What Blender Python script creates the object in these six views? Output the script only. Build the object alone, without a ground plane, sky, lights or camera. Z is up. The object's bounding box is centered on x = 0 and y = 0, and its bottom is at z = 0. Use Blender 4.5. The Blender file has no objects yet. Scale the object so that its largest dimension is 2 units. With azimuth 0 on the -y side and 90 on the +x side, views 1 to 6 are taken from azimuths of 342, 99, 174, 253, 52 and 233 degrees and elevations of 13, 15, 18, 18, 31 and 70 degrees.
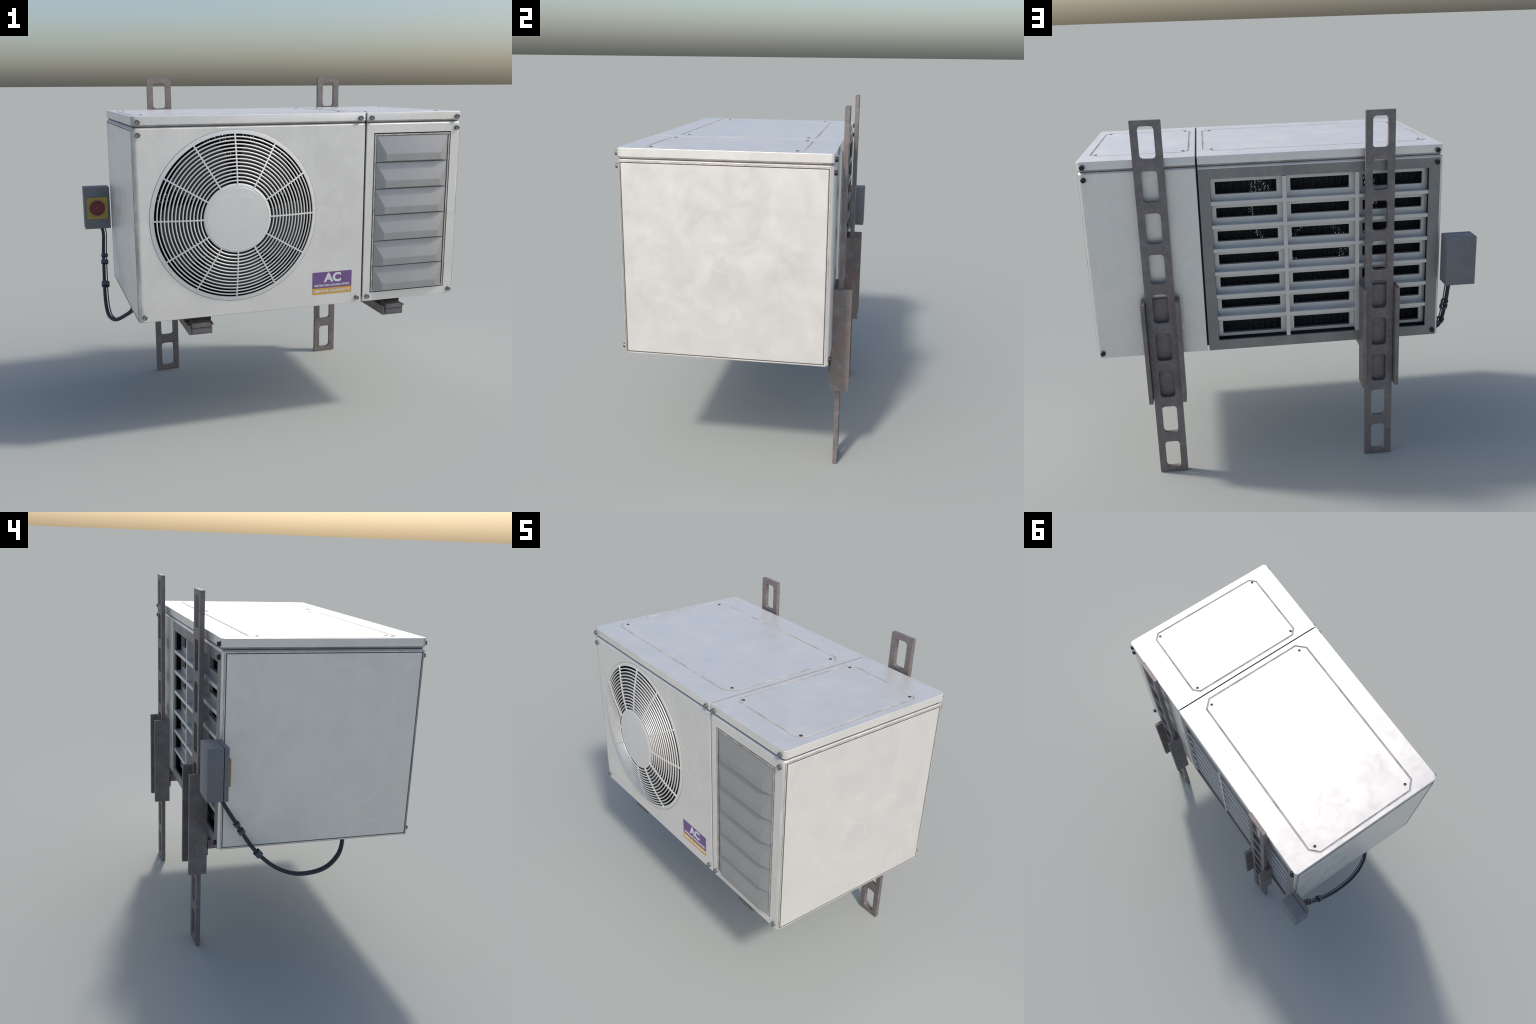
# Wall-hung outdoor air-conditioner unit: two painted steel cabinets with separate
# lids, a domed round fan grille, a louvred vent, a barred rear intake, two slotted
# wall rails with channel brackets and arms, and an isolator switch with conduit.
import bpy, bmesh, math
from math import sin, cos, pi, radians
from mathutils import Vector

# ------------------------------------------------------------------ dimensions
XL, XR = -0.8362, 0.9992          # cabinet ends
SEAM_L, SEAM_R = 0.4136, 0.4234   # gap between fan cabinet and service cabinet
YF, YB = -0.5462, 0.4992           # front / back walls
ZB, ZT = 0.690, 1.674             # cabinet bottom / top (below lid groove)
LID0, LID1, LIDTOP = 1.685, 1.697, 1.738
FAN = (-0.3143, 1.2173)           # fan axis (x, z)
RAILS = (-0.499, 0.649)           # rail centres
OPEN = (-0.765, 0.358, 0.745, 1.620)   # rear intake opening x0 x1 z0 z1

COL = bpy.context.scene.collection


# ------------------------------------------------------------------ materials
class Nodes:
    """tiny helper around a node tree"""
    def __init__(self, name):
        self.mat = bpy.data.materials.new(name)
        self.mat.use_nodes = True
        self.t = self.mat.node_tree
        self.bsdf = self.t.nodes["Principled BSDF"]
        self.co = self.n("ShaderNodeTexCoord").outputs["Object"]

    def n(self, kind, **props):
        node = self.t.nodes.new(kind)
        for k, v in props.items():
            setattr(node, k, v)
        return node

    def link(self, a, b):
        self.t.links.new(a, b)

    def put(self, sock, val):
        if hasattr(val, "is_linked"):
            self.link(val, sock)
        else:
            sock.default_value = val

    def noise(self, scale, detail=4, rough=0.55, stretch=(1, 1, 1), offset=(0, 0, 0), dist=0.0):
        mp = self.n("ShaderNodeMapping")
        mp.inputs["Scale"].default_value = stretch
        mp.inputs["Location"].default_value = offset
        self.link(self.co, mp.inputs["Vector"])
        nz = self.n("ShaderNodeTexNoise")
        self.link(mp.outputs[0], nz.inputs["Vector"])
        nz.inputs["Scale"].default_value = scale
        nz.inputs["Detail"].default_value = detail
        nz.inputs["Roughness"].default_value = rough
        nz.inputs["Distortion"].default_value = dist
        return nz.outputs["Fac"]

    def ramp(self, fac, stops):
        r = self.n("ShaderNodeValToRGB")
        e = r.color_ramp.elements
        while len(e) < len(stops):
            e.new(0.5)
        for el, (p, c) in zip(e, stops):
            el.position = p
            el.color = c if len(c) == 4 else (*c, 1)
        self.link(fac, r.inputs["Fac"])
        return r.outputs["Color"]

    def step(self, fac, a, b):
        """smooth 0..1 between a and b"""
        m = self.n("ShaderNodeMapRange", interpolation_type="SMOOTHSTEP")
        self.put(m.inputs["Value"], fac)
        m.inputs["From Min"].default_value = a
        m.inputs["From Max"].default_value = b
        return m.outputs["Result"]

    def math(self, op, a, b=0.0, c=0.0):
        m = self.n("ShaderNodeMath", operation=op)
        self.put(m.inputs[0], a)
        self.put(m.inputs[1], b)
        self.put(m.inputs[2], c)
        return m.outputs[0]

    def mix(self, fac, a, b):
        m = self.n("ShaderNodeMix", data_type="RGBA")
        self.put(m.inputs["Factor"], fac)
        for s, v in ((m.inputs["A"], a), (m.inputs["B"], b)):
            self.put(s, v if hasattr(v, "is_linked") else (*v, 1))
        return m.outputs["Result"]

    def xyz(self):
        s = self.n("ShaderNodeSeparateXYZ")
        self.link(self.co, s.inputs[0])
        return s.outputs

    def bump(self, height, strength=0.2, dist=0.002):
        b = self.n("ShaderNodeBump")
        b.inputs["Strength"].default_value = strength
        b.inputs["Distance"].default_value = dist
        self.link(height, b.inputs["Height"])
        self.link(b.outputs[0], self.bsdf.inputs["Normal"])

    def finish(self, color, rough=0.5, metal=0.0, spec=0.5):
        self.put(self.bsdf.inputs["Base Color"], color if hasattr(color, "is_linked") else (*color, 1))
        self.put(self.bsdf.inputs["Roughness"], rough)
        self.put(self.bsdf.inputs["Metallic"], metal)
        self.bsdf.inputs["Specular IOR Level"].default_value = spec
        return self.mat


def paint(name, base, metal=0.55, r0=0.33, r1=0.53, stains=True, patch=0.035, spec=0.5, chipped=0.22):
    """old metallic enamel on sheet steel: cloudy warm patches, smears, fine scratches, pits, grime at corners"""
    m = Nodes(name)
    dark = tuple(v * (1 - patch) for v in base)
    lite = (min(1, base[0] * 1.10), min(1, base[1] * 1.09), min(1, base[2] * 1.05))
    cloud = m.noise(4.0, 7, 0.62, stretch=(1, 1, 0.7), dist=1.6)
    c = m.mix(m.step(cloud, 0.36, 0.58), dark, base)
    smear = m.step(m.noise(3.4, 6, 0.66, offset=(8, 3, 5), dist=3.2), 0.55, 0.72)
    c = m.mix(m.math("MULTIPLY", smear, 0.50), c, lite)
    # long thin scratches: level lines of a warped noise, kept in a few places
    lv = m.math("ABSOLUTE", m.math("SUBTRACT", m.noise(1.7, 2, 0.4, offset=(4, 9, 1), dist=0.6), 0.5))
    line = m.math("MULTIPLY", m.step(lv, 0.0090, 0.0020), m.step(m.noise(2.1, 2, 0.5, offset=(1, 7, 3)), 0.52, 0.60))
    c = m.mix(m.math("MULTIPLY", line, 0.40), c, lite)
    # clusters of tiny chips
    chips = m.step(m.noise(190, 2, 0.5), 0.645, 0.69)
    where = m.step(m.noise(5.5, 4, 0.6, offset=(11, 4, 2)), 0.57, 0.64)
    chip = m.math("MULTIPLY", chips, where)
    c = m.mix(m.math("MULTIPLY", chip, chipped), c, tuple(v * 0.45 for v in base))
    if stains:
        x, y, z = m.xyz()
        front = m.step(y, YF + 0.026, YF + 0.008)
        ragged = m.step(m.noise(11, 5, 0.65, stretch=(1, 1, 0.35)), 0.25, 0.68)
        left = m.step(x, XL + 0.034, XL + 0.008)
        right = m.step(x, XR - 0.026, XR - 0.004)
        e = m.math("MAXIMUM", m.math("MULTIPLY", left, 0.72), m.math("MULTIPLY", right, 0.42))
        e = m.math("MULTIPLY", m.math("MULTIPLY", e, front), ragged)
        c = m.mix(e, c, (0.20, 0.195, 0.19))
        # brown-grey grime on the folded borders of the end walls
        ends = m.math("MAXIMUM", m.step(x, XL + 0.004, XL + 0.001), m.step(x, XR - 0.004, XR - 0.001))
        rim = m.math("MAXIMUM", m.step(y, 0.474, 0.477), m.math("MAXIMUM", m.step(y, -0.5255, -0.5285), m.step(z, 1.6665, 1.669)))
        g = m.math("MULTIPLY", m.math("MULTIPLY", m.math("MULTIPLY", ends, m.step(z, 1.684, 1.680)), rim), m.step(m.noise(26, 5, 0.7, stretch=(1, 1, 0.4)), 0.30, 0.75))
        c = m.mix(m.math("MULTIPLY", g, 0.60), c, (0.30, 0.275, 0.25))
        # back wall speckled darker behind the wall brackets
        bk = m.step(y, YB - 0.004, YB - 0.001)
        near = None
        for rx in RAILS:
            d = m.step(m.math("ABSOLUTE", m.math("SUBTRACT", x, rx)), 0.125, 0.095)
            near = d if near is None else m.math("MAXIMUM", near, d)
        hz = m.math("MULTIPLY", near, m.step(z, 1.04, 1.0))
        g = m.math("MULTIPLY", m.math("MULTIPLY", hz, bk), m.step(m.noise(40, 3), 0.3, 0.7))
        c = m.mix(m.math("MULTIPLY", g, 0.55), c, (0.22, 0.21, 0.20))
    rr = m.n("ShaderNodeMapRange")
    m.link(m.noise(7.5, 6, 0.68, offset=(5, 5, 5), dist=0.6), rr.inputs["Value"])
    rr.inputs["From Min"].default_value = 0.35
    rr.inputs["From Max"].default_value = 0.68
    rr.inputs["To Min"].default_value = r0
    rr.inputs["To Max"].default_value = r1
    if chipped:
        m.bump(chip, 0.2, 0.0012)
    return m.finish(c, rr.outputs["Result"], metal, spec)


def steel(name):
    """weathered bare steel: blotchy grey with a light brown rust bloom"""
    m = Nodes(name)
    a = m.noise(18, 6, 0.68)
    b = m.noise(85, 3, 0.6, offset=(2, 9, 4))
    f = m.math("MULTIPLY_ADD", b, 0.35, m.math("MULTIPLY", a, 0.65))
    c = m.ramp(f, [(0.36, (0.172, 0.148, 0.143)), (0.50, (0.213, 0.190, 0.184)), (0.64, (0.262, 0.242, 0.234))])
    rust = m.step(m.noise(8, 6, 0.72, offset=(7, 3, 1)), 0.50, 0.70)
    c = m.mix(m.math("MULTIPLY", rust, 0.72), c, (0.235, 0.155, 0.137))
    m.bump(b, 0.15, 0.001)
    return m.finish(c, 0.58, 0.35, 0.4)


def plain(name, col, rough=0.5, metal=0.0, vary=0.12, scale=30, spec=0.5):
    m = Nodes(name)
    f = m.noise(scale, 4, 0.6)
    c = m.mix(m.step(f, 0.3, 0.7), tuple(v * (1 - vary) for v in col), tuple(min(1, v * (1 + vary)) for v in col))
    return m.finish(c, rough, metal, spec)


WHITE = paint("white_enamel", (0.815, 0.790, 0.750))
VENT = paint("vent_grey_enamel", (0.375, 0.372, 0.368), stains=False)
GRILLE = paint("grille_enamel", (0.760, 0.750, 0.725), metal=0.40, stains=False, r0=0.42, r1=0.50, patch=0.03, chipped=0.0)
BARS = paint("intake_bar_enamel", (0.640, 0.628, 0.605), stains=False)
REAR = paint("rear_frame_baked_shade", (0.270, 0.266, 0.258), stains=False, patch=0.12)  # even grey copying shade baked into the frame; the paint itself is white
GROOVE = plain("grimy_groove", (0.40, 0.385, 0.365), 0.75, 0.0, vary=0.22, scale=14, spec=0.15)
UNDER = paint("dark_lid_hem", (0.46, 0.445, 0.42), stains=False, patch=0.25)  # darker tone for the chamfer below the lid rim
STEEL = steel("weathered_steel")
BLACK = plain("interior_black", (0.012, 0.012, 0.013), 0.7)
DARK = plain("fan_black", (0.045, 0.047, 0.047), 0.7)
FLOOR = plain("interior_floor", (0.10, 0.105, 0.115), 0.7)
WIRE = plain("mesh_wire_black", (0.004, 0.004, 0.004), 0.7)
BLOCKER = plain("blocker_grey", (0.055, 0.055, 0.054), 0.8)
FOOT = plain("dark_foot", (0.05, 0.046, 0.044), 0.7)
DARK_LINE = plain("dark_line_fill", (0.075, 0.070, 0.065), 0.8)  # dark tone of the strips standing in for gaps and shadow lines
SEAL2 = plain("black_seam_fill", (0.012, 0.012, 0.012), 0.8)
TRIM = plain("grimy_trim", (0.50, 0.475, 0.44), 0.5, 0.4, vary=0.25, scale=18)
BOLT = plain("bolt_steel", (0.15, 0.155, 0.16), 0.4, 0.5)
BOLTB = plain("bolt_black", (0.015, 0.015, 0.016), 0.5)
BOLTC = plain("bolt_centre", (0.23, 0.235, 0.24), 0.45, 0.3)
SCREW = plain("screw_dark", (0.035, 0.038, 0.045), 0.5)
BOXM = plain("switch_grey", (0.172, 0.176, 0.187), 0.55, vary=0.08, scale=60)
YELLOW = plain("switch_yellow", (0.40, 0.285, 0.055), 0.5, vary=0.06)
RED = plain("switch_red", (0.20, 0.028, 0.034), 0.45, vary=0.06)
RUBBER = plain("conduit_black", (0.030, 0.034, 0.041), 0.5)
CABLE = plain("cable_grey", (0.075, 0.082, 0.095), 0.5)
PURPLE = plain("sticker_purple", (0.165, 0.085, 0.235), 0.5, vary=0.05)
ORANGE = plain("sticker_orange", (0.62, 0.34, 0.06), 0.5, vary=0.05)
INK = plain("sticker_white", (0.68, 0.69, 0.69), 0.5, vary=0.03)


# ------------------------------------------------------------------ geometry helpers
def make(name, bm, mat, parent=None, smooth=None, mats=None):
    bmesh.ops.recalc_face_normals(bm, faces=bm.faces)
    me = bpy.data.meshes.new(name)
    bm.to_mesh(me)
    bm.free()
    for mm in (mats or [mat]):
        me.materials.append(mm)
    ob = bpy.data.objects.new(name, me)
    COL.objects.link(ob)
    if parent:
        ob.parent = parent
    if smooth is not None:
        me.polygons.foreach_set("use_smooth", [True] * len(me.polygons))
        me.set_sharp_from_angle(angle=radians(smooth))
    return ob


def add_box(bm, x0, x1, y0, y1, z0, z1, bevel=0.0, seg=1):
    r = bmesh.ops.create_cube(bm, size=1.0)
    vs = r["verts"]
    for v in vs:
        v.co = Vector(((x0 + x1) / 2 + v.co.x * (x1 - x0),
                       (y0 + y1) / 2 + v.co.y * (y1 - y0),
                       (z0 + z1) / 2 + v.co.z * (z1 - z0)))
    if bevel:
        es = list({e for v in vs for e in v.link_edges})
        bmesh.ops.bevel(bm, geom=es, offset=bevel, segments=seg, affect="EDGES", profile=0.5)


def box(name, dims, mat, parent=None, bevel=0.0, seg=1):
    bm = bmesh.new()
    add_box(bm, *dims, bevel=bevel, seg=seg)
    return make(name, bm, mat, parent, smooth=40 if seg > 1 else None)


def rrect(x0, x1, y0, y1, radii, n=5):
    """rounded rectangle loop, radii for corners (x0y0, x1y0, x1y1, x0y1)"""
    pts = []
    cs = ((x0, y0, 1, 1, pi), (x1, y0, -1, 1, 1.5 * pi), (x1, y1, -1, -1, 0), (x0, y1, 1, -1, 0.5 * pi))
    for (cx, cy, sx, sy, a0), r in zip(cs, radii):
        for i in range(n + 1):
            a = a0 + 0.5 * pi * i / n
            pts.append((cx + sx * r + r * cos(a), cy + sy * r + r * sin(a)))
    return pts


rect = lambda x0, x1, z0, z1: [(x0, z0), (x1, z0), (x1, z1), (x0, z1)]
xz = lambda u, v, t: (u, t, v)


def loft(bm, loops, cap0=True, cap1=True):
    rows = [[bm.verts.new(p) for p in lp] for lp in loops]
    for a, b in zip(rows, rows[1:]):
        k = len(a)
        for i in range(k):
            bm.faces.new((a[i], a[(i + 1) % k], b[(i + 1) % k], b[i]))
    if cap0:
        bm.faces.new(rows[0][::-1])
    if cap1:
        bm.faces.new(rows[-1])
    return rows


def loft_rr(bm, x0, x1, y0, y1, levels, radii, cap1=True, keep=0):
    """stack of rounded rectangles (z, inset); keep=-1 / 1 leaves the low / high x side upright"""
    loops = []
    for z, inset in levels:
        rr = [max(0.0015, r - inset * 0.5) for r in radii]
        loops.append([(px, py, z) for px, py in rrect(x0 + (0 if keep < 0 else inset), x1 - (0 if keep > 0 else inset), y0 + inset, y1 - inset, rr)])
    return loft(bm, loops, cap1=cap1)


def plate(bm, outer, holes, lo, hi, to3):
    """flat plate with holes: 2-D loops, thickness from lo to hi, to3(u, v, t) -> xyz"""
    layers = []
    for t in (lo, hi):
        edges, rings = [], []
        for lp in [outer] + holes:
            vs = [bm.verts.new(to3(u, v, t)) for u, v in lp]
            rings.append(vs)
            edges += [bm.edges.new((vs[i], vs[(i + 1) % len(vs)])) for i in range(len(vs))]
        bmesh.ops.triangle_fill(bm, use_beauty=True, use_dissolve=False, edges=edges)
        layers.append(rings)
    for a, b in zip(*layers):
        for i in range(len(a)):
            j = (i + 1) % len(a)
            bm.faces.new((a[i], a[j], b[j], b[i]))


def revolve(bm, prof, n=96, cx=0.0, cz=0.0, closed=False):
    """revolve (r, y) profile about the y axis through (cx, cz)"""
    rows = []
    for r, y in prof:
        if r < 1e-6:
            rows.append([bm.verts.new((cx, y, cz))])
        else:
            rows.append([bm.verts.new((cx + r * cos(2 * pi * i / n), y, cz + r * sin(2 * pi * i / n))) for i in range(n)])
    pairs = list(zip(rows, rows[1:])) + ([(rows[-1], rows[0])] if closed else [])
    for a, b in pairs:
        for i in range(n):
            j = (i + 1) % n
            if len(a) == len(b) == 1:
                continue
            if len(a) == 1:
                bm.faces.new((a[0], b[j], b[i]))
            elif len(b) == 1:
                bm.faces.new((a[i], a[j], b[0]))
            else:
                bm.faces.new((a[i], a[j], b[j], b[i]))


def carve(ob, cutters):
    for c in cutters:
        md = ob.modifiers.new("cut", "BOOLEAN")
        md.operation = "DIFFERENCE"
        md.solver = "EXACT"
        md.object = c
    dg = bpy.context.evaluated_depsgraph_get()
    me = bpy.data.meshes.new_from_object(ob.evaluated_get(dg))
    ob.modifiers.clear()
    ob.data = me
    for c in cutters:
        bpy.data.objects.remove(c, do_unlink=True)


def empty(name, parent=None):
    e = bpy.data.objects.new(name, None)
    COL.objects.link(e)
    if parent:
        e.parent = parent
    return e


ROOT = empty("air_conditioner")
ROOT["label"] = "white wall-hung outdoor air conditioner on slotted steel rails"
ROOT["category"] = "air conditioner"

# ------------------------------------------------------------------ fan cabinet
W = 0.012   # wall thickness
bm = bmesh.new()
loft_rr(bm, XL, SEAM_L, YF, YB, [(ZB, 0.003), (ZB + 0.003, 0.0), (ZT + 0.001, 0.0), (ZT + 0.009, 0.009)],
        (0.020, 0.003, 0.003, 0.020), keep=1)
casing = make("cabinet", bm, WHITE, ROOT)
inner = box("cutter", (XL + W, SEAM_L - W, YF + W, YB - W, ZB + W, ZT - 0.004), WHITE)
rear = box("cutter", (XL + 0.022, SEAM_L - 0.008, YB - 0.05, YB + 0.05, ZB + 0.012, ZT - 0.010), WHITE)
bm = bmesh.new()
revolve(bm, [(0, YF - 0.1), (0.436, YF - 0.1), (0.436, YF + 0.1), (0, YF + 0.1)], 128, *FAN)
hole = make("cutter", bm, WHITE)
carve(casing, [inner, rear, hole])

# strip plugging the gap between both cabinets
box("seam_filler", (SEAM_L - 0.004, SEAM_R + 0.004, YF + 0.012, YB - 0.012, 0.716, 1.690), SEAL2, ROOT)
box("seam_filler", (SEAM_L - 0.003, SEAM_R + 0.003, YF + 0.014, YB - 0.014, 1.688, 1.7335), SEAL2, ROOT)  # black filler raised so the gap between the lids reads dark

# ------------------------------------------------------------------ service cabinet
bm = bmesh.new()
loft_rr(bm, SEAM_R, XR, YF, YB, [(ZB, 0.003), (ZB + 0.003, 0.0), (ZT + 0.001, 0.0), (ZT + 0.009, 0.009)],
        (0.003, 0.020, 0.020, 0.003), keep=-1)
service = make("service_cabinet", bm, WHITE, ROOT)
VX0, VX1, VZ0, VZ1 = 0.4672, 0.9385, 0.738, 1.6292
carve(service, [box("cutter", (VX0, VX1, YF - 0.05, YF + 0.014, VZ0, VZ1), WHITE)])

# side panels, each a thin sheet with a dark strip standing in for the gap round it
PY0, PY1, PZ0, PZ1 = -0.525, 0.4735, 0.703, 1.6655
for x, s in ((XL, -1), (XR, 1)):
    lo, hi = sorted((x - s * 0.004, x + s * (0.0007 if s > 0 else 0.0002)))
    box("side_panel", (lo, hi, PY0, PY1, PZ0, PZ1), WHITE, ROOT, bevel=0.0012)
    bm = bmesh.new()
    sq = lambda m: [(PY0 - m, PZ0 - m), (PY1 + m, PZ0 - m), (PY1 + m, PZ1 + m), (PY0 - m, PZ1 + m)]
    plate(bm, sq(0.0046), [sq(0.0003)], x - s * 0.004, x + s * 0.0004, lambda u, v, t: (t, u, v))
    make("panel_border_line", bm, DARK_LINE, ROOT)
    # second, fainter fold line of the corner posts
    bm = bmesh.new()
    plate(bm, sq(0.0122), [sq(0.0096)], x - s * 0.004, x + s * 0.0002, lambda u, v, t: (t, u, v))
    make("panel_border_line", bm, TRIM, ROOT)

# ------------------------------------------------------------------ lids
def octagon(x0, x1, y0, y1, c):
    return [(x0 + c, y0), (x1 - c, y0), (x1, y0 + c), (x1, y1 - c), (x1 - c, y1), (x0 + c, y1), (x0, y1 - c), (x0, y0 + c)]


def lid(x0, x1, radii, oct_dims, screws, keep):
    bm = bmesh.new()
    y0, y1 = YF + 0.0, YB + 0.001
    rows = loft_rr(bm, x0, x1, y0, y1,
                   [(LID0, 0.012), (LID1, 0.0), (LIDTOP - 0.0022, 0.0), (LIDTOP - 0.0006, 0.0006), (LIDTOP, 0.0020)],
                   radii, cap1=False, keep=keep)
    rim = [tuple(v.co) for v in rows[-1]]
    for f in bm.faces:
        zs = [v.co.z for v in f.verts]
        if max(zs) < LID1 + 1e-4:
            f.material_index = 1
    lid_ob = make("lid", bm, None, ROOT, smooth=19, mats=[WHITE, UNDER])
    # pressed top sheet with an octagonal embossed line
    bm = bmesh.new()
    ov = [bm.verts.new(p) for p in rim]
    edges = [bm.edges.new((ov[i], ov[(i + 1) % len(ov)])) for i in range(len(ov))]
    ox0, ox1, oy0, oy1, c = oct_dims
    rings = []
    for ins, dz in ((0.0, 0.0), (0.0050, -0.0024), (0.0085, -0.0024), (0.0135, 0.0)):
        lp = octagon(ox0 + ins, ox1 - ins, oy0 + ins, oy1 - ins, c - ins * 0.59)
        rings.append([bm.verts.new((u, v, LIDTOP + dz)) for u, v in lp])
    r0 = rings[0]
    edges += [bm.edges.new((r0[i], r0[(i + 1) % 8])) for i in range(8)]
    bmesh.ops.triangle_fill(bm, use_beauty=True, edges=edges)
    for a, b in zip(rings, rings[1:]):
        for i in range(8):
            f = bm.faces.new((a[i], a[(i + 1) % 8], b[(i + 1) % 8], b[i]))
            f.material_index = 1
    bm.faces.new(rings[-1])
    make("top_sheet", bm, None, lid_ob, mats=[WHITE, GROOVE])
    for sx, sy in screws:
        o = screw0.copy()
        COL.objects.link(o)
        o.parent = lid_ob
        o.location = (sx, sy, LIDTOP + 0.0004)
    return lid_ob


# countersunk screw on the lids
bm = bmesh.new()
prof = [(0.0, 0.0), (0.0035, 0.0002), (0.0045, 0.0012), (0.0075, 0.0016), (0.0095, -0.0005)]
revolve(bm, [(r, z) for r, z in prof], 20)
for v in bm.verts:
    v.co = Vector((v.co.x, -v.co.z, v.co.y))
screw0 = make("screw", bm, SCREW, smooth=40)
big = lid(XL, SEAM_L + 0.0003, (0.020, 0.003, 0.003, 0.020), (-0.812, 0.385, -0.4155, 0.358, 0.055),
          [(-0.757, -0.359), (-0.757, 0.309), (0.337, 0.309), (0.337, -0.359)], 1)
small = lid(SEAM_R - 0.0003, XR, (0.003, 0.020, 0.020, 0.003), (0.4475, 0.957, -0.4270, 0.3580, 0.038),
            [(0.484, -0.394), (0.484, 0.319), (0.925, 0.318), (0.925, -0.394)], -1)
bpy.data.objects.remove(screw0, do_unlink=True)

# dark strip added in the groove to read as a gap under the lids
for x0, x1, rr in ((XL, SEAM_L, (0.020, 0.003, 0.003, 0.020)), (SEAM_R, XR, (0.003, 0.020, 0.020, 0.003))):
    bm = bmesh.new()
    loft_rr(bm, x0, x1, YF, YB, [(1.6810, 0.0098), (1.6870, 0.0098)], rr)
    make("lid_gap_strip", bm, DARK_LINE, ROOT)

# ------------------------------------------------------------------ bolts
def bolt_mesh(name, mats):
    bm = bmesh.new()
    prof = [(0.0, -0.0095), (0.0068, -0.0100), (0.0082, -0.0120), (0.0108, -0.0125), (0.0126, -0.0105), (0.0128, 0.002)]
    revolve(bm, prof, 6 * 4)
    bm.faces.ensure_lookup_table()
    for f in bm.faces:
        c = f.calc_center_median()
        if math.hypot(c.x, c.z) < 0.007:
            f.material_index = 1
    ob = make(name, bm, None, smooth=40, mats=mats)
    return ob


front0 = bolt_mesh("bolt", [BOLT, BOLTC])
rear0 = bolt_mesh("bolt", [BOLTB, BOLTB])
ZL, ZU, ZD = 1.7102, 1.6480, 0.7185
for src, y, sgn, places in (
        (front0, YF, 1, [(-0.806, ZL), (0.385, ZL), (0.450, ZL), (0.971, ZL), (-0.806, ZU), (0.971, ZU),
                         (-0.806, ZD), (0.385, ZD), (0.450, ZD), (0.971, ZD)]),
        (rear0, YB + 0.0015, -1, [(-0.806, ZL), (0.971, ZL), (-0.806, ZU), (0.971, ZU), (-0.806, ZD), (0.971, ZD)])):
    for i, (x, z) in enumerate(places):
        o = src.copy()
        COL.objects.link(o)
        o.parent = ROOT
        o.location = (x, y, z)
        o.rotation_euler = (0, radians(23 * i), 0 if sgn > 0 else pi)
bpy.data.objects.remove(front0, do_unlink=True)
bpy.data.objects.remove(rear0, do_unlink=True)

# ------------------------------------------------------------------ fan grille
grille = empty("fan_grille", ROOT)
R_IN, R_OUT, N_SLOT = 0.1795, 0.4275, 14


def dome(r):
    """y of the domed grille face at radius r"""
    t = max(0.0, min(1.0, (r - 0.16) / (R_OUT - 0.16)))
    return -0.5895 + 0.0398 * t ** 1.75


bm = bmesh.new()
revolve(bm, [(0.4485, YF + 0.002), (0.4485, -0.5472), (0.4475, -0.5485), (0.4290, -0.5512), (0.4275, -0.5505),
             (0.4272, -0.5420), (0.436, -0.5400)], 144, *FAN)
make("grille_rim", bm, GRILLE, grille, smooth=18)
bm = bmesh.new()
revolve(bm, [(0.4480, YF + 0.001), (0.4480, YF - 0.0006), (0.4500, YF - 0.0006), (0.4500, YF + 0.001)], 144, *FAN)
make("grille_shadow_line", bm, DARK_LINE, grille)  # thin dark ring painted in as the shadow line round the rim
bm = bmesh.new()
revolve(bm, [(0, -0.5950), (0.06, -0.5947), (0.12, -0.5938), (0.1600, -0.5925), (0.1612, -0.5912), (0.1630, -0.5912),
             (0.1650, -0.5922), (0.1760, -0.5912), (0.1800, -0.5890), (0.1805, -0.5830), (0, -0.5830)], 96, *FAN)
make("grille_hub", bm, GRILLE, grille, smooth=30)
SLOT, BAND = 0.0102, 0.0080      # 14 slots and 13 rings between hub and rim
for i in range(1, N_SLOT):
    r = 0.1805 + SLOT * i + BAND * (i - 0.5)
    y = dome(r)
    bm = bmesh.new()
    hw, hd = BAND / 2, 0.0042
    ring = [(r + hw * cos(a), y + hd * sin(a)) for a in [pi / 6 + k * pi / 5 for k in range(10)]]
    revolve(bm, ring, 120, *FAN, closed=True)
    make("grille_ring", bm, GRILLE, grille, smooth=60)
spoke_me = None
for k in range(12):
    if spoke_me is None:
        bm = bmesh.new()
        loops = []
        for j in range(11):
            r = R_IN - 0.004 + (R_OUT - R_IN + 0.010) * j / 10
            y = dome(r)
            w = 0.0037
            loops.append([(-w, y - 0.0034, r), (w, y - 0.0034, r), (w, y + 0.004, r), (-w, y + 0.004, r)])
        loft(bm, loops)
        sp = make("grille_spoke", bm, GRILLE, grille, smooth=35)
        spoke_me = sp.data
    else:
        sp = bpy.data.objects.new("grille_spoke", spoke_me)
        COL.objects.link(sp)
        sp.parent = grille
    sp.location = (FAN[0], 0, FAN[1])
    sp.rotation_euler = (0, 2 * pi * k / 12, 0)

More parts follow.
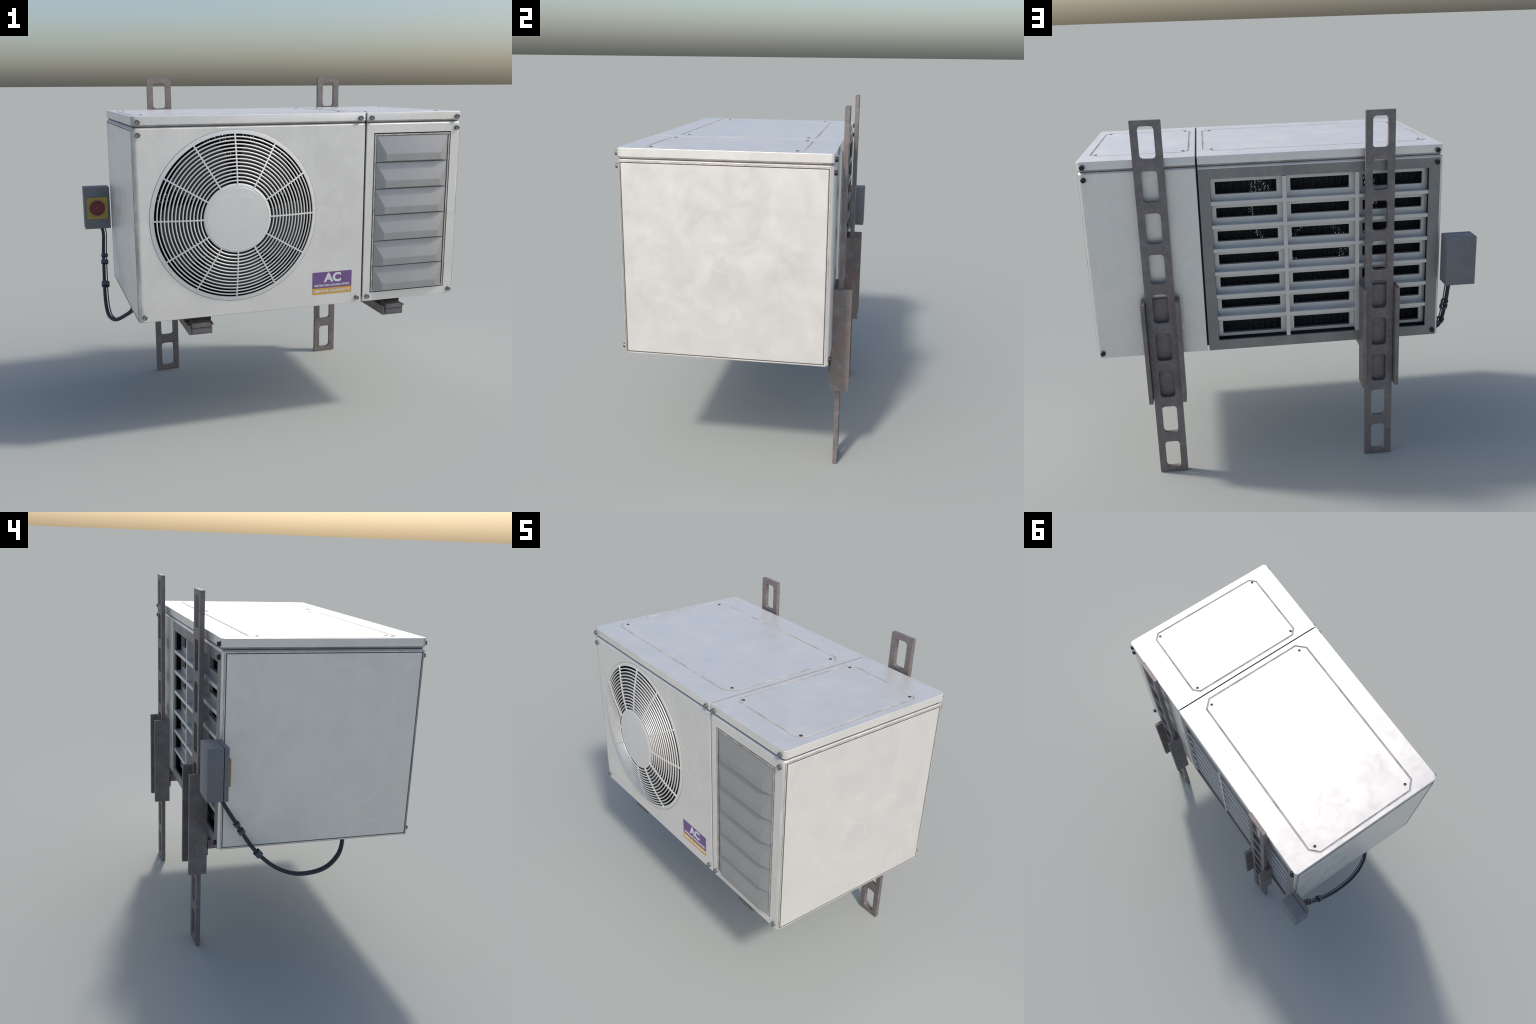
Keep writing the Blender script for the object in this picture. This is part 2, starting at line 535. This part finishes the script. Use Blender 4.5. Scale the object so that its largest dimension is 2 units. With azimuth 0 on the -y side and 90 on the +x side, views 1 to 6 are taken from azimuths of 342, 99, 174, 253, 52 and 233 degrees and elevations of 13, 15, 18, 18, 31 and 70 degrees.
# dark sheets added inside the hollow cabinet so it reads black
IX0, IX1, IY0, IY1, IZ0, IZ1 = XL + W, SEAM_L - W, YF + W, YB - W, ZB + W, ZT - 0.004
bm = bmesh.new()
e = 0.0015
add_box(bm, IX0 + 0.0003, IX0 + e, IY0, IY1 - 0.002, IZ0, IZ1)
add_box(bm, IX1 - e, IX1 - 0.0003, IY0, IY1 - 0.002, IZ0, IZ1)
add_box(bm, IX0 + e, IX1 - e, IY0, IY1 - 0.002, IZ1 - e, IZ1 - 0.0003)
make("interior_dark_liner", bm, BLACK, ROOT)
box("cabinet_floor", (IX0 + e, IX1 - e, IY0 + 0.001, IY1 - 0.002, IZ0 + 0.0003, IZ0 + 0.002), FLOOR, ROOT)
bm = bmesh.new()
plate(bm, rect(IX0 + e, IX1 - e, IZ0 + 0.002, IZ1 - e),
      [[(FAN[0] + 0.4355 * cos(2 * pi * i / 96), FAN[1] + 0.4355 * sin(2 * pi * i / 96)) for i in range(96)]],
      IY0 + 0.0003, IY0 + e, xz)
make("interior_dark_liner", bm, BLACK, ROOT)

# axial fan: five pitched blades on a drum
fan = empty("fan", ROOT)
bm = bmesh.new()
revolve(bm, [(0, -0.535), (0.120, -0.535), (0.135, -0.527), (0.138, -0.400), (0, -0.400)], 48, *FAN)
make("fan_drum", bm, DARK, fan, smooth=30)
blade_me = None
for k in range(5):
    if blade_me is None:
        bm = bmesh.new()
        NR, NA = 10, 12
        for side in (0, 1):
            g_ = []
            for i in range(NR + 1):
                t = i / NR
                r = 0.125 + (0.398 - 0.125) * t
                half = radians(27 + 4 * sin(pi * t))
                row = []
                for j in range(NA + 1):
                    a = -half + 2 * half * j / NA + radians(6) * t
                    rr_ = r - 0.028 * t * abs(2 * j / NA - 1) ** 3
                    y = -0.516 - 0.022 * (2 * j / NA - 1) + 0.012 * (2 * j / NA - 1) ** 2 + side * 0.003
                    row.append(bm.verts.new((rr_ * cos(a), y, rr_ * sin(a))))
                g_.append(row)
            for i in range(NR):
                for j in range(NA):
                    bm.faces.new((g_[i][j], g_[i + 1][j], g_[i + 1][j + 1], g_[i][j + 1]))
        bl = make("fan_blade", bm, DARK, fan, smooth=40)
        blade_me = bl.data
    else:
        bl = bpy.data.objects.new("fan_blade", blade_me)
        COL.objects.link(bl)
        bl.parent = fan
    bl.location = (FAN[0], 0, FAN[1])
    bl.rotation_euler = (0, -radians(121 + 72 * k), 0)

# ------------------------------------------------------------------ louvred vent
vent = empty("vent", ROOT)
box("vent_groove_backing", (VX0 + 0.0005, VX1 - 0.0005, YF + 0.0085, YF + 0.0138, VZ0 + 0.0005, VZ1 - 0.0005), SEAL2, vent)  # black plate behind the frame so the groove round it reads dark
bm = bmesh.new()
g = 0.0060
plate(bm, rect(VX0 + g, VX1 - g, VZ0 + g, VZ1 - g), [rect(VX0 + 0.0135, VX1 - 0.0135, VZ0 + 0.0125, VZ1 - 0.0135)],
      YF + 0.009, YF - 0.0005, xz)
make("vent_frame", bm, TRIM, vent)
LX0, LX1, LZ0, LZ1 = VX0 + 0.0150, VX1 - 0.0150, VZ0 + 0.0115, VZ1 - 0.0145
box("vent_shadow_sheet", (LX0 - 0.0015, LX1 + 0.0015, YF + 0.002, YF + 0.009, LZ0 - 0.001, LZ1 + 0.001), DARK_LINE, vent)  # dark sheet whose colour draws a shadow line under each louvre
N_LOUV = 6
lp = 0.1457
yb, yf = YF + 0.0025, YF - 0.0203
louv_me = None
for k in range(N_LOUV):
    zt = 1.6145 - lp * k
    if louv_me is None:
        bm = bmesh.new()
        H = 0.1446
        x0, x1 = LX0 + 0.002, LX1 - 0.002
        tl, tr = (x0, yb, 0), (x1, yb, 0)
        bl, br = (x0, yb, -H), (x1, yb, -H)
        sl, sr = (x0 + 0.051, yf, -0.0985), (x1 - 0.051, yf, -0.0985)
        ll, lr = (x0 + 0.052, yf + 0.0006, -0.1365), (x1 - 0.052, yf + 0.0006, -0.1365)
        V = [bm.verts.new(p) for p in (tl, tr, bl, br, sl, sr, ll, lr)]
        TL, TR, BL, BR, SL, SR, LL, LR = V
        for f in ((TL, TR, SR, SL), (SL, SR, LR, LL), (TL, SL, LL, BL), (TR, BR, LR, SR), (LL, LR, BR, BL), (TL, BL, BR, TR)):
            bm.faces.new(f)
        bmesh.ops.bevel(bm, geom=[e for e in bm.edges if {e.verts[0], e.verts[1]} & {SL, SR}], offset=0.0022, segments=2, affect="EDGES", profile=0.5)
        lo = make("louvre", bm, VENT, vent, smooth=30)
        louv_me = lo.data
    else:
        lo = bpy.data.objects.new("louvre", louv_me)
        COL.objects.link(lo)
        lo.parent = vent
    lo.location = (0, 0, zt)

# ------------------------------------------------------------------ sticker
SX0, SX1, SZ0, SZM, SZ1 = 0.1195, 0.3535, 0.7545, 0.7900, 0.8805
stick = box("sticker", (SX0, SX1, YF - 0.0008, YF + 0.001, SZM, SZ1), PURPLE, ROOT)
box("sticker_band", (SX0, SX1, YF - 0.0008, YF + 0.001, SZ0, SZM), ORANGE, stick)


def lettering(body, x0, x1, z0, z1, weight):
    cu = bpy.data.curves.new("lettering", "FONT")
    cu.body = body
    cu.size = 1.0
    cu.offset = weight
    cu.extrude = 0.01
    cu.resolution_u = 3
    tmp = bpy.data.objects.new("tmp", cu)
    COL.objects.link(tmp)
    dg = bpy.context.evaluated_depsgraph_get()
    me = bpy.data.meshes.new_from_object(tmp.evaluated_get(dg))
    bpy.data.objects.remove(tmp, do_unlink=True)
    xs = [v.co.x for v in me.vertices]
    ys = [v.co.y for v in me.vertices]
    for v in me.vertices:
        u = (v.co.x - min(xs)) / (max(xs) - min(xs))
        w = (v.co.y - min(ys)) / (max(ys) - min(ys))
        v.co = (x0 + u * (x1 - x0), YF - 0.0010 + (-0.0005 if v.co.z > 0 else 0.0008), z0 + w * (z1 - z0))
    me.materials.clear()
    me.materials.append(INK)
    ob = bpy.data.objects.new("lettering", me)
    COL.objects.link(ob)
    ob.parent = stick


lettering("AC", 0.186, 0.2895, 0.8215, 0.8750, 0.045)
lettering("HEATING AND COOLING SYSTEMS", 0.1315, 0.3400, 0.7985, 0.8110, 0.035)
lettering("SERVICE: 555.555.8779", 0.1310, 0.3435, 0.7650, 0.7795, 0.035)

# ------------------------------------------------------------------ rear intake
rear = empty("rear_intake", ROOT)
ox0, ox1, oz0, oz1 = OPEN
FX0, FX1 = XL + 0.0135, SEAM_L - 0.0005
bm = bmesh.new()
plate(bm, rect(FX0, FX1, ZB + 0.001, ZT - 0.0025), [rect(ox0, ox1, oz0, oz1)], YB - 0.010, YB + 0.0012, xz)
make("intake_frame", bm, REAR, rear)
MULL = (-0.0157, -0.3905)
MW = 0.0105
BAR_TOPS = [1.5035, 1.3800, 1.2540, 1.1285, 1.0035, 0.8815]
BAR_H = 0.0195
YP = 0.460
cols = [(MULL[0] + MW, ox1), (MULL[1] + MW, MULL[0] - MW), (ox0, MULL[1] - MW)]
rows_ = []
prev = oz1
for zt in BAR_TOPS + [oz0 - 0.006]:
    rows_.append((zt, prev))
    prev = zt - BAR_H
holes = [rect(c0 + 0.0250, c1 - 0.0250, r0 + 0.0285, r1 - 0.0235) for c0, c1 in cols for r0, r1 in rows_]
bm = bmesh.new()
plate(bm, rect(ox0 - 0.0035, ox1 - 0.0015, oz0 + 0.0065, oz1 - 0.0015), holes, YP - 0.020, YP, xz)
make("window_sheet", bm, BARS, rear)
for mx in MULL:
    box("mullion", (mx - MW, mx + MW, YP - 0.001, 0.5004, oz0 + 0.001, oz1 - 0.002), BARS, rear, bevel=0.001)
for zt in BAR_TOPS:
    box("intake_bar", (ox0 + 0.001, ox1 + 0.0008, YP - 0.002, 0.5008, zt - BAR_H, zt), BARS, rear, bevel=0.001)

# wire mesh behind the windows: uprights, cross wires and both diagonals
bm = bmesh.new()
CW, CH, TH = 0.0332, 0.0600, 0.0022


def wire(bm, a, b, y, th):
    a, b = Vector((a[0], y, a[1])), Vector((b[0], y, b[1]))
    d = (b - a).normalized()
    s = Vector((d.z, 0, -d.x)) * th / 2
    o = Vector((0, th / 2, 0))
    loft(bm, [[a - s - o, a + s - o, a + s + o, a - s + o], [b - s - o, b + s - o, b + s + o, b - s + o]])


def lattice(bm, x0, x1, z0, z1, y, cw, ch, th, z_off):
    nx, nz = int((x1 - x0) / cw), int((z1 - z0 - z_off) / ch)
    for i in range(nx + 1):
        wire(bm, (x0 + i * cw, z0), (x0 + i * cw, z1), y, th * 1.25)
    for j in range(nz + 1):
        wire(bm, (x0, z0 + z_off + j * ch), (x1, z0 + z_off + j * ch), y - 0.002, th * 0.8)
    for i in range(nx):
        for j in range(nz):
            xa, za = x0 + i * cw, z0 + z_off + j * ch
            wire(bm, (xa, za), (xa + cw, za + ch), y + 0.001, th)
            wire(bm, (xa + cw, za), (xa, za + ch), y + 0.0025, th)


lattice(bm, ox0 - 0.03, ox1 + 0.03, oz0 - 0.02, oz1 + 0.02, 0.392, CW, CH, TH, 0.050)
mesh_ob = make("wire_mesh", bm, WIRE, rear)
mesh_ob["kind"] = "stuff"
bm = bmesh.new()  # extra dense layers added to block light passing through the cabinet
lattice(bm, ox0 - 0.02, ox1 + 0.02, oz0 - 0.02, oz1 + 0.02, 0.384, 0.0230, 0.0415, 0.0036, 0.012)
lattice(bm, ox0 - 0.02, ox1 + 0.02, oz0 - 0.02, oz1 + 0.02, 0.376, 0.0170, 0.0290, 0.0036, 0.004)
mesh_ob = make("light_block_mesh", bm, BLOCKER, rear)
mesh_ob["kind"] = "stuff"

# ------------------------------------------------------------------ wall rails, brackets, arms
RAIL_Y0, RAIL_Y1, RAIL_W, RAIL_H, CELL = 0.5225, 0.5460, 0.0750, 1.9305, 1.9305 / 9
bm = bmesh.new()
hs = []
for k in range(9):
    zc = CELL * (k + 0.5)
    hs.append(rrect(-0.0395, 0.0395, zc - 0.0790, zc + 0.0790, [0.0185] * 4, 6))
plate(bm, rrect(-RAIL_W, RAIL_W, 0, RAIL_H, [0.0012] * 4, 1), hs, RAIL_Y0, RAIL_Y1, xz)
rail0 = make("wall_rail", bm, STEEL, ROOT, smooth=35)
rail0.location.x = RAILS[0]
r2 = rail0.copy()
COL.objects.link(r2)
r2.location.x = RAILS[1]

# channel bracket gripping the rail
BZ0, BZ1 = 0.4465, 1.0100
bm = bmesh.new()
u = [(-0.0985, 0.4970), (0.0985, 0.4970), (0.0985, 0.5950), (0.0775, 0.5950), (0.0775, 0.5180), (-0.0775, 0.5180), (-0.0775, 0.5950), (-0.0985, 0.5950)]
loft(bm, [[(a, b, z) for a, b in u] for z in (BZ0, BZ1)])
bmesh.ops.bevel(bm, geom=list(bm.edges), offset=0.0012, segments=1, affect="EDGES")
br0 = make("wall_bracket", bm, STEEL, ROOT)
br0.location.x = RAILS[0]
b2 = br0.copy()
COL.objects.link(b2)
b2.location.x = RAILS[1]

# horizontal arm: lipped channel with a solid bar lying in it, end plate and foot
bm = bmesh.new()
prof = [(-0.0635, 0.5765), (0.0635, 0.5765), (0.0635, 0.6230), (0.0715, 0.6230), (0.0715, 0.6310), (0.0510, 0.6310),
        (0.0510, 0.5890), (-0.0510, 0.5890), (-0.0510, 0.6310), (-0.0715, 0.6310), (-0.0715, 0.6230), (-0.0635, 0.6230)]
loft(bm, [[(a, y, z) for a, z in prof] for y in (-0.486, 0.4965)])
arm0 = make("support_arm", bm, STEEL, ROOT)
arm0.location.x = RAILS[0]
bm = bmesh.new()
add_box(bm, -0.0495, 0.0495, -0.4980, 0.4960, 0.6170, 0.6435, bevel=0.0012)
add_box(bm, -0.0495, 0.0495, -0.5000, 0.4960, 0.5880, 0.6145, bevel=0.0045)
bar0 = make("arm_bar", bm, STEEL, arm0)
plate0 = box("arm_end_plate", (-0.0635, 0.0635, 0.4830, 0.4965, 0.5380, 0.6600), STEEL, arm0, bevel=0.001)
bm = bmesh.new()
for y0, y1 in ((-0.4200, -0.3300), (0.3100, 0.4000)):
    add_box(bm, -0.0740, 0.0740, y0, y1, 0.6320, 0.6905)
foot0 = make("cabinet_foot", bm, FOOT, arm0)
a2 = arm0.copy()
COL.objects.link(a2)
a2.location.x = RAILS[1]
for c in (bar0, plate0, foot0):
    o = c.copy()
    COL.objects.link(o)
    o.parent = a2

# ------------------------------------------------------------------ isolator switch
BX0, BX1, BY0, BY1, SZB, SZT = -1.0000, -0.8420, 0.4910, 0.5945, 1.0040, 1.2660
sw = box("switch_box", (BX0, BX1, 0.5160, BY1, SZB, SZT), BOXM, ROOT, bevel=0.004, seg=2)
box("switch_seal", (BX0 + 0.002, BX1 - 0.002, 0.5135, 0.5180, SZB + 0.002, SZT - 0.002), SEAL2, sw)
box("switch_cover", (BX0, BX1, BY0, 0.5140, SZB, SZT), BOXM, sw, bevel=0.004, seg=2)
bm = bmesh.new()
px0, px1, pz0, pz1 = -0.9855, -0.8575, 1.0695, 1.2045
plate(bm, rrect(px0, px1, pz0, pz1, [0.011] * 4), [rrect(px0 + 0.0115, px1 - 0.0115, pz0 + 0.0145, pz1 - 0.0145, [0.002] * 4, 2)],
      BY0 + 0.002, 0.4790, xz)
add_box(bm, px0 + 0.010, px1 - 0.010, 0.4815, BY0 + 0.001, pz0 + 0.012, pz1 - 0.012)
make("switch_plate", bm, YELLOW, sw)
kc = (-0.9225, 1.1370)
bm = bmesh.new()
revolve(bm, [(0, 0.4795), (0.0385, 0.4795), (0.0400, 0.4745), (0.0455, 0.4735), (0.0470, 0.4760), (0.0475, 0.4830)], 48, *kc)
knob = make("switch_knob", bm, RED, sw, smooth=35)
bm = bmesh.new()
grip = [(kc[0] + 0.0105 * cos(a) * abs(cos(a)) ** 0.1, kc[1] + 0.037 * sin(a)) for a in [2 * pi * i / 28 for i in range(28)]]
loft(bm, [[(a, 0.4800, b) for a, b in grip], [(a, 0.4700, b) for a, b in grip],
          [(kc[0] + (a - kc[0]) * 0.8, 0.4680, kc[1] + (b - kc[1]) * 0.95) for a, b in grip]])
make("switch_grip", bm, RED, sw, smooth=40)


# ------------------------------------------------------------------ conduit
def spline(pts, n):
    """Catmull-Rom through the points"""
    P = [Vector(p) for p in pts]
    P = [P[0] * 2 - P[1]] + P + [P[-1] * 2 - P[-2]]
    out = []
    for i in range(1, len(P) - 2):
        a, b, c, d = P[i - 1:i + 3]
        for k in range(n):
            t = k / n
            out.append(0.5 * ((2 * b) + (c - a) * t + (2 * a - 5 * b + 4 * c - d) * t * t + (3 * b - a - 3 * c + d) * t ** 3))
    out.append(P[-2])
    return out


def resample(path, step):
    out, acc = [path[0]], 0.0
    for a, b in zip(path, path[1:]):
        L = (b - a).length
        while acc + L >= step:
            a = a + (b - a) * ((step - acc) / L)
            L = (b - a).length
            acc = 0.0
            out.append(a)
        acc += L
    return out


def sweep(bm, path, radius, n=14, sx=1.0):
    """sweep a circle (or a flattened one) along a path; radius may be a function of the index"""
    loops = []
    for i, p in enumerate(path):
        d = (path[min(i + 1, len(path) - 1)] - path[max(i - 1, 0)]).normalized()
        s = Vector((1, 0, 0))
        s = (s - d * s.dot(d)).normalized()
        q = d.cross(s)
        r = radius(i) if callable(radius) else radius
        loops.append([p + s * (r * sx * cos(2 * pi * k / n)) + q * (r * sin(2 * pi * k / n)) for k in range(n)])
    loft(bm, loops)


MAIN = [(-0.904, 0.506, 1.020), (-0.892, 0.496, 0.972), (-0.904, 0.428, 0.859), (-0.916, 0.335, 0.717), (-0.926, 0.233, 0.620),
        (-0.928, 0.125, 0.5685), (-0.921, 0.023, 0.5590), (-0.899, -0.070, 0.5725), (-0.862, -0.142, 0.612), (-0.823, -0.178, 0.655), (-0.817, -0.180, 0.715)]
path = resample(spline(MAIN, 40), 0.0017)
bm = bmesh.new()
sweep(bm, path, lambda i: 0.0107 if (i % 6) < 3 else 0.0093, 16)
conduit = make("conduit", bm, RUBBER, ROOT, smooth=70)
bm = bmesh.new()
cab = [p + Vector((0.0185, 0.001, 0.001)) for p in resample(spline(MAIN, 40), 0.006)]
sweep(bm, cab, 0.0036, 10)
make("cable", bm, CABLE, conduit, smooth=60)


def nearest(target):
    T = Vector(target)
    i = min(range(len(path)), key=lambda k: (path[k] - T).length)
    d = (path[min(i + 2, len(path) - 1)] - path[i - 2]).normalized()
    return path[i], d


for tgt, L, r in (((-0.906, 0.4217, 0.845), 0.0160, 0.0165), ((-0.909, 0.398, 0.8084), 0.0230, 0.0175), ((-0.920, 0.308, 0.6888), 0.0300, 0.0190)):
    p, d = nearest(tgt)
    s = Vector((1, 0, 0))
    s = (s - d * s.dot(d)).normalized()
    q = d.cross(s)
    c = p + s * 0.0065
    n = 28
    ring = lambda t, rr: [c + d * t + s * (rr * 1.28 * cos(2 * pi * k / n)) + q * (rr * sin(2 * pi * k / n)) for k in range(n)]
    bm = bmesh.new()
    rows = loft(bm, [ring(-L / 2, r - 0.0028), ring(-L / 2, r), ring(L / 2, r), ring(L / 2, r - 0.0028)], False, False)
    for i in range(n):
        j = (i + 1) % n
        bm.faces.new((rows[3][i], rows[3][j], rows[0][j], rows[0][i]))
    make("conduit_clip", bm, CABLE, conduit, smooth=40)
